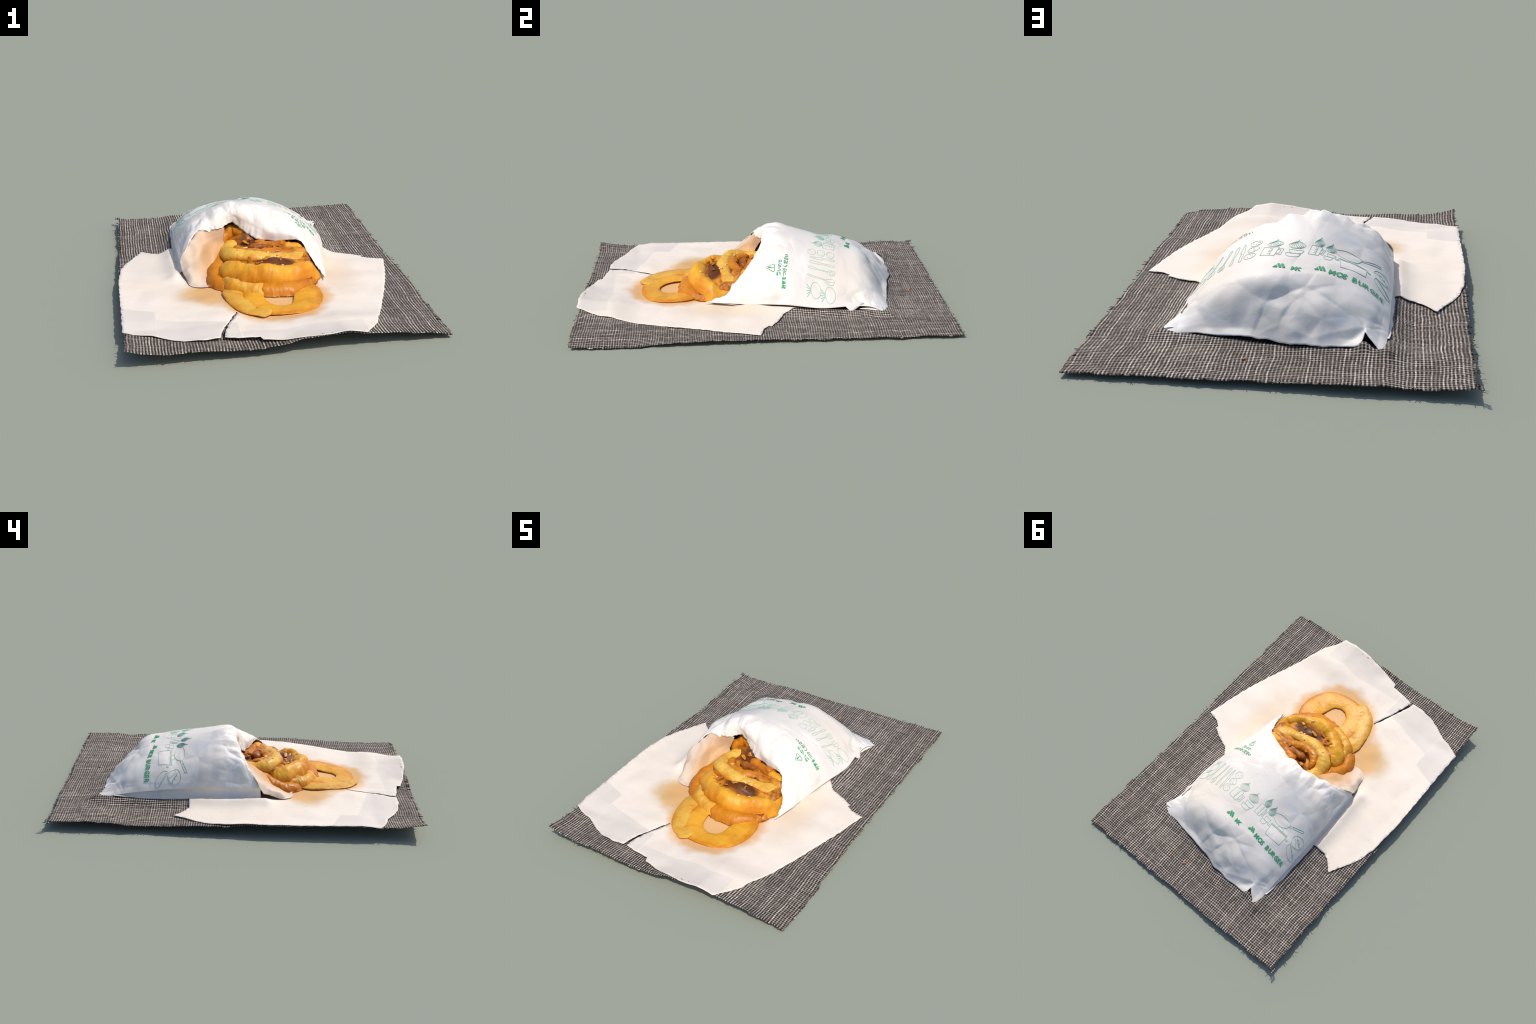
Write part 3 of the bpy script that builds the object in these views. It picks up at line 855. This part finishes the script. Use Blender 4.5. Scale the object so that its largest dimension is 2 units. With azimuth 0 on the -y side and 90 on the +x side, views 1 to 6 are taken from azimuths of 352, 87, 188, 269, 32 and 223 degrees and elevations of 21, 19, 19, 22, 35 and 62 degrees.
def build_rings():
    rings = [
        # tall ring leaning in the mouth: a broad band whose crest is its inner rim
        ring([(.215, -.13, .142), (.230, -.175, .130), (.234, -.222, .124), (.225, -.276, .130), (.170, -.319, .148), (.10, -.351, .165), (.032, -.367, .178), (-.03, -.359, .188),
              (-.10, -.328, .187), (-.155, -.275, .181), (-.186, -.215, .168), (-.185, -.165, .155)], .060, .060, M_GOLD, 3, .014, power=2.1, slump=.7),
        # upper ring behind it, running back into the bag
        ring([(.235, -.105, .168), (.205, -.145, .162), (.165, -.18, .162), (.12, -.198, .168), (.08, -.205, .178), (.02, -.214, .192), (-.04, -.214, .202), (-.10, -.200, .207), (-.15, -.163, .205), (-.172, -.095, .198), (-.155, -.03, .195), (-.11, .02, .20)], .044, .034, M_PALE, 5, slump=.3),
        # flat ring lying on the paper and the broken one beside it
        ring([(.168, -.40), (.178, -.47), (.163, -.544), (.120, -.600), (.055, -.625), (-.008, -.622), (-.050, -.600), (-.090, -.555), (-.106, -.496), (-.085, -.42), (.0, -.38), (.10, -.36)],
             .060, .0085, M_GOLD, 1, .005, True, flat=True),
        ring([(-.035, -.668), (-.062, -.650), (-.112, -.615), (-.150, -.560), (-.180, -.488), (-.184, -.429), (-.175, -.37), (-.16, -.34)], .050, .0085, M_PALE, 2, .006, flat=True),
        # pale ring below the tall one, amber where it runs on to the right
        ring([(.03, -.405, .098), (-.03, -.415, .104), (-.08, -.412, .110), (-.130, -.392, .114), (-.168, -.355, .116), (-.194, -.300, .116), (-.19, -.25, .12)], .046, .046, M_PALE, 4, slump=.5),
        ring([(-.08, -.408, .098), (-.02, -.420, .104), (.04, -.422, .104), (.10, -.414, .100), (.160, -.384, .095), (.200, -.322, .086), (.215, -.27, .080)], .056, .050, M_AMBER, 11, slump=.6),
        # big dark slab leaning on the lining at the left
        ring([(-.175, -.06, .188), (-.200, -.10, .176), (-.222, -.14, .158), (-.247, -.19, .138), (-.256, -.25, .118), (-.242, -.298, .102), (-.212, -.325, .092), (-.17, -.32, .088)], .046, .046, M_AMBER, 6, slump=.4),
        # strips deeper in the mouth
        ring([(.13, -.120, .176), (.08, -.135, .182), (.033, -.152, .188), (-.013, -.166, .192), (-.071, -.160, .196), (-.11, -.12, .202), (-.12, -.07, .208)], .026, .026, M_AMBER, 7),
        ring([(.218, -.195, .126), (.224, -.155, .148), (.205, -.115, .174), (.16, -.095, .188), (.11, -.115, .184)], .026, .04, M_GOLD, 9),
        ring([(-.19, -.01, .195), (-.165, .035, .230), (-.125, .06, .262), (-.08, .05, .255), (-.045, .01, .225), (-.035, -.05, .20)], .034, .034, M_AMBER, 8),
        ring([(-.01, -.04, .212), (.04, -.065, .20), (.10, -.072, .195), (.16, -.06, .192)], .028, .028, M_AMBER, 12),
        ring([(-.06, -.10, .196), (-.01, -.10, .196), (.05, -.095, .19)], .022, .022, M_DEEP, 14),
    ]
    # crumbly batter filling the gaps of the heap
    nu, nv = 90, 80
    verts = []
    for j in range(nv):
        for i in range(nu):
            a = 2 * (i / (nu - 1)) - 1; b = 2 * (j / (nv - 1)) - 1
            # square to rounded square
            x = .265 * a * math.sqrt(1 - b * b * .28); y = -.155 + .27 * b * math.sqrt(1 - a * a * .22)
            e = max(abs(a), abs(b))
            z = heap_z(x, y)
            z += .016 * fbm(x * .7, y, z, 10, 3, 2) + .012 * (crease(x * .6, y * 1.8, z, 10, 2) - .3)
            lo = fz(x, y) + .011
            if e > .94: z = lo
            verts.append((x, y, max(z, lo)))
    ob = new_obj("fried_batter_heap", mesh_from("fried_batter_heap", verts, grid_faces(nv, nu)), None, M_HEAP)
    ob["label"] = "dark brown heap of fried batter scraps between the rings"
    ob["category"] = "fried batter"
    ob["kind"] = "stuff"
    # curled flakes of loose batter lying over the heap
    fv, ff = [], []
    for n in range(26):
        x, y = random.uniform(-.17, .19), random.uniform(-.31, .02)
        z = heap_z(x, y) + .010
        a, L, w = random.gauss(.15, .7), random.uniform(.018, .045), random.uniform(.006, .012)
        base = len(fv)
        for i in range(9):
            f = i / 8 - .5
            c = Vector((x + math.cos(a) * L * f, y + math.sin(a) * L * f, z + .006 * math.sin(n + 4 * f) - .01 * f * f))
            d = Vector((-math.sin(a), math.cos(a), random.uniform(-.3, .5)))
            ww = w * math.sqrt(max(.05, 1 - 4 * f * f)) * random.uniform(.75, 1.2)
            for q in range(8):
                t = 2 * math.pi * q / 8
                fv.append(c + d * (ww * math.cos(t)) + Vector((0, 0, ww * .35 * math.sin(t) + .2 * ww * math.cos(t) ** 2)))
        ff += grid_faces(9, 8, base, True)
        ff += [tuple(base + q for q in reversed(range(8))), tuple(base + 64 + q for q in range(8))]
    fl = new_obj("batter_flake", mesh_from("batter_flake", fv, ff), ob, M_FLAKE)
    fl["kind"] = "stuff"
    # flaky crumbs scattered on the rings
    flake_mesh = []
    for k in range(6):
        bm = bmesh.new()
        bmesh.ops.create_icosphere(bm, subdivisions=2, radius=1)
        for v in bm.verts:
            v.co *= 1 + .5 * noise.noise(v.co * 1.3 + Vector((k * 5, 0, 0)))
            v.co.z *= .55
        me = bpy.data.meshes.new("batter_crumb"); bm.to_mesh(me); bm.free()
        me.materials.append(M_CRUMB)
        me.polygons.foreach_set("use_smooth", [True] * len(me.polygons))
        flake_mesh.append(me)
    dg = bpy.context.evaluated_depsgraph_get(); dg.update()
    top = BVHTree.FromObject(rings[0], dg), BVHTree.FromObject(rings[1], dg), BVHTree.FromObject(rings[7], dg)
    spots = [(-.05, -.29), (-.03, -.305), (-.06, -.27), (-.07, -.26), (-.02, -.30), (.06, -.235), (.075, -.225), (.01, -.31), (-.08, -.15), (-.12, -.19), (.03, -.2), (.08, -.34), (-.12, -.25), (.12, -.3)]
    for n, (x, y) in enumerate(spots):
        best = None
        for t in top:
            h = t.ray_cast(Vector((x, y, 1)), Vector((0, 0, -1)))
            if h[0] and (best is None or h[0].z > best.z):
                best = h[0]
        if best is None:
            continue
        o = bpy.data.objects.new("batter_crumb", flake_mesh[n % 6])
        bpy.context.scene.collection.objects.link(o)
        o.parent = rings[0]
        s = random.uniform(.005, .010)
        o.scale = (s * 1.4, s, s)
        o.rotation_euler = (random.uniform(-.6, .6), random.uniform(-.6, .6), random.uniform(0, 6))
        o.location = best + Vector((0, 0, .002))
    # one crumb dropped on the cloth behind the bag
    dull = flake_mesh[0].copy(); dull.materials.clear(); dull.materials.append(M_AMBER)
    o = bpy.data.objects.new("batter_crumb", dull); bpy.context.scene.collection.objects.link(o)
    o.location = (.098, .832, fz(.098, .832) + .003); o.scale = (.009, .006, .004); o.rotation_euler = (0, 0, .5)
    o["label"] = "tiny golden crumb of batter on the cloth"; o["category"] = "crumb"
    return rings

build_placemat()
build_sheet()
bag, bag_bvh = build_bag()
if "print_marks" in globals():
    print_marks(bag, bag_bvh)
build_rings()
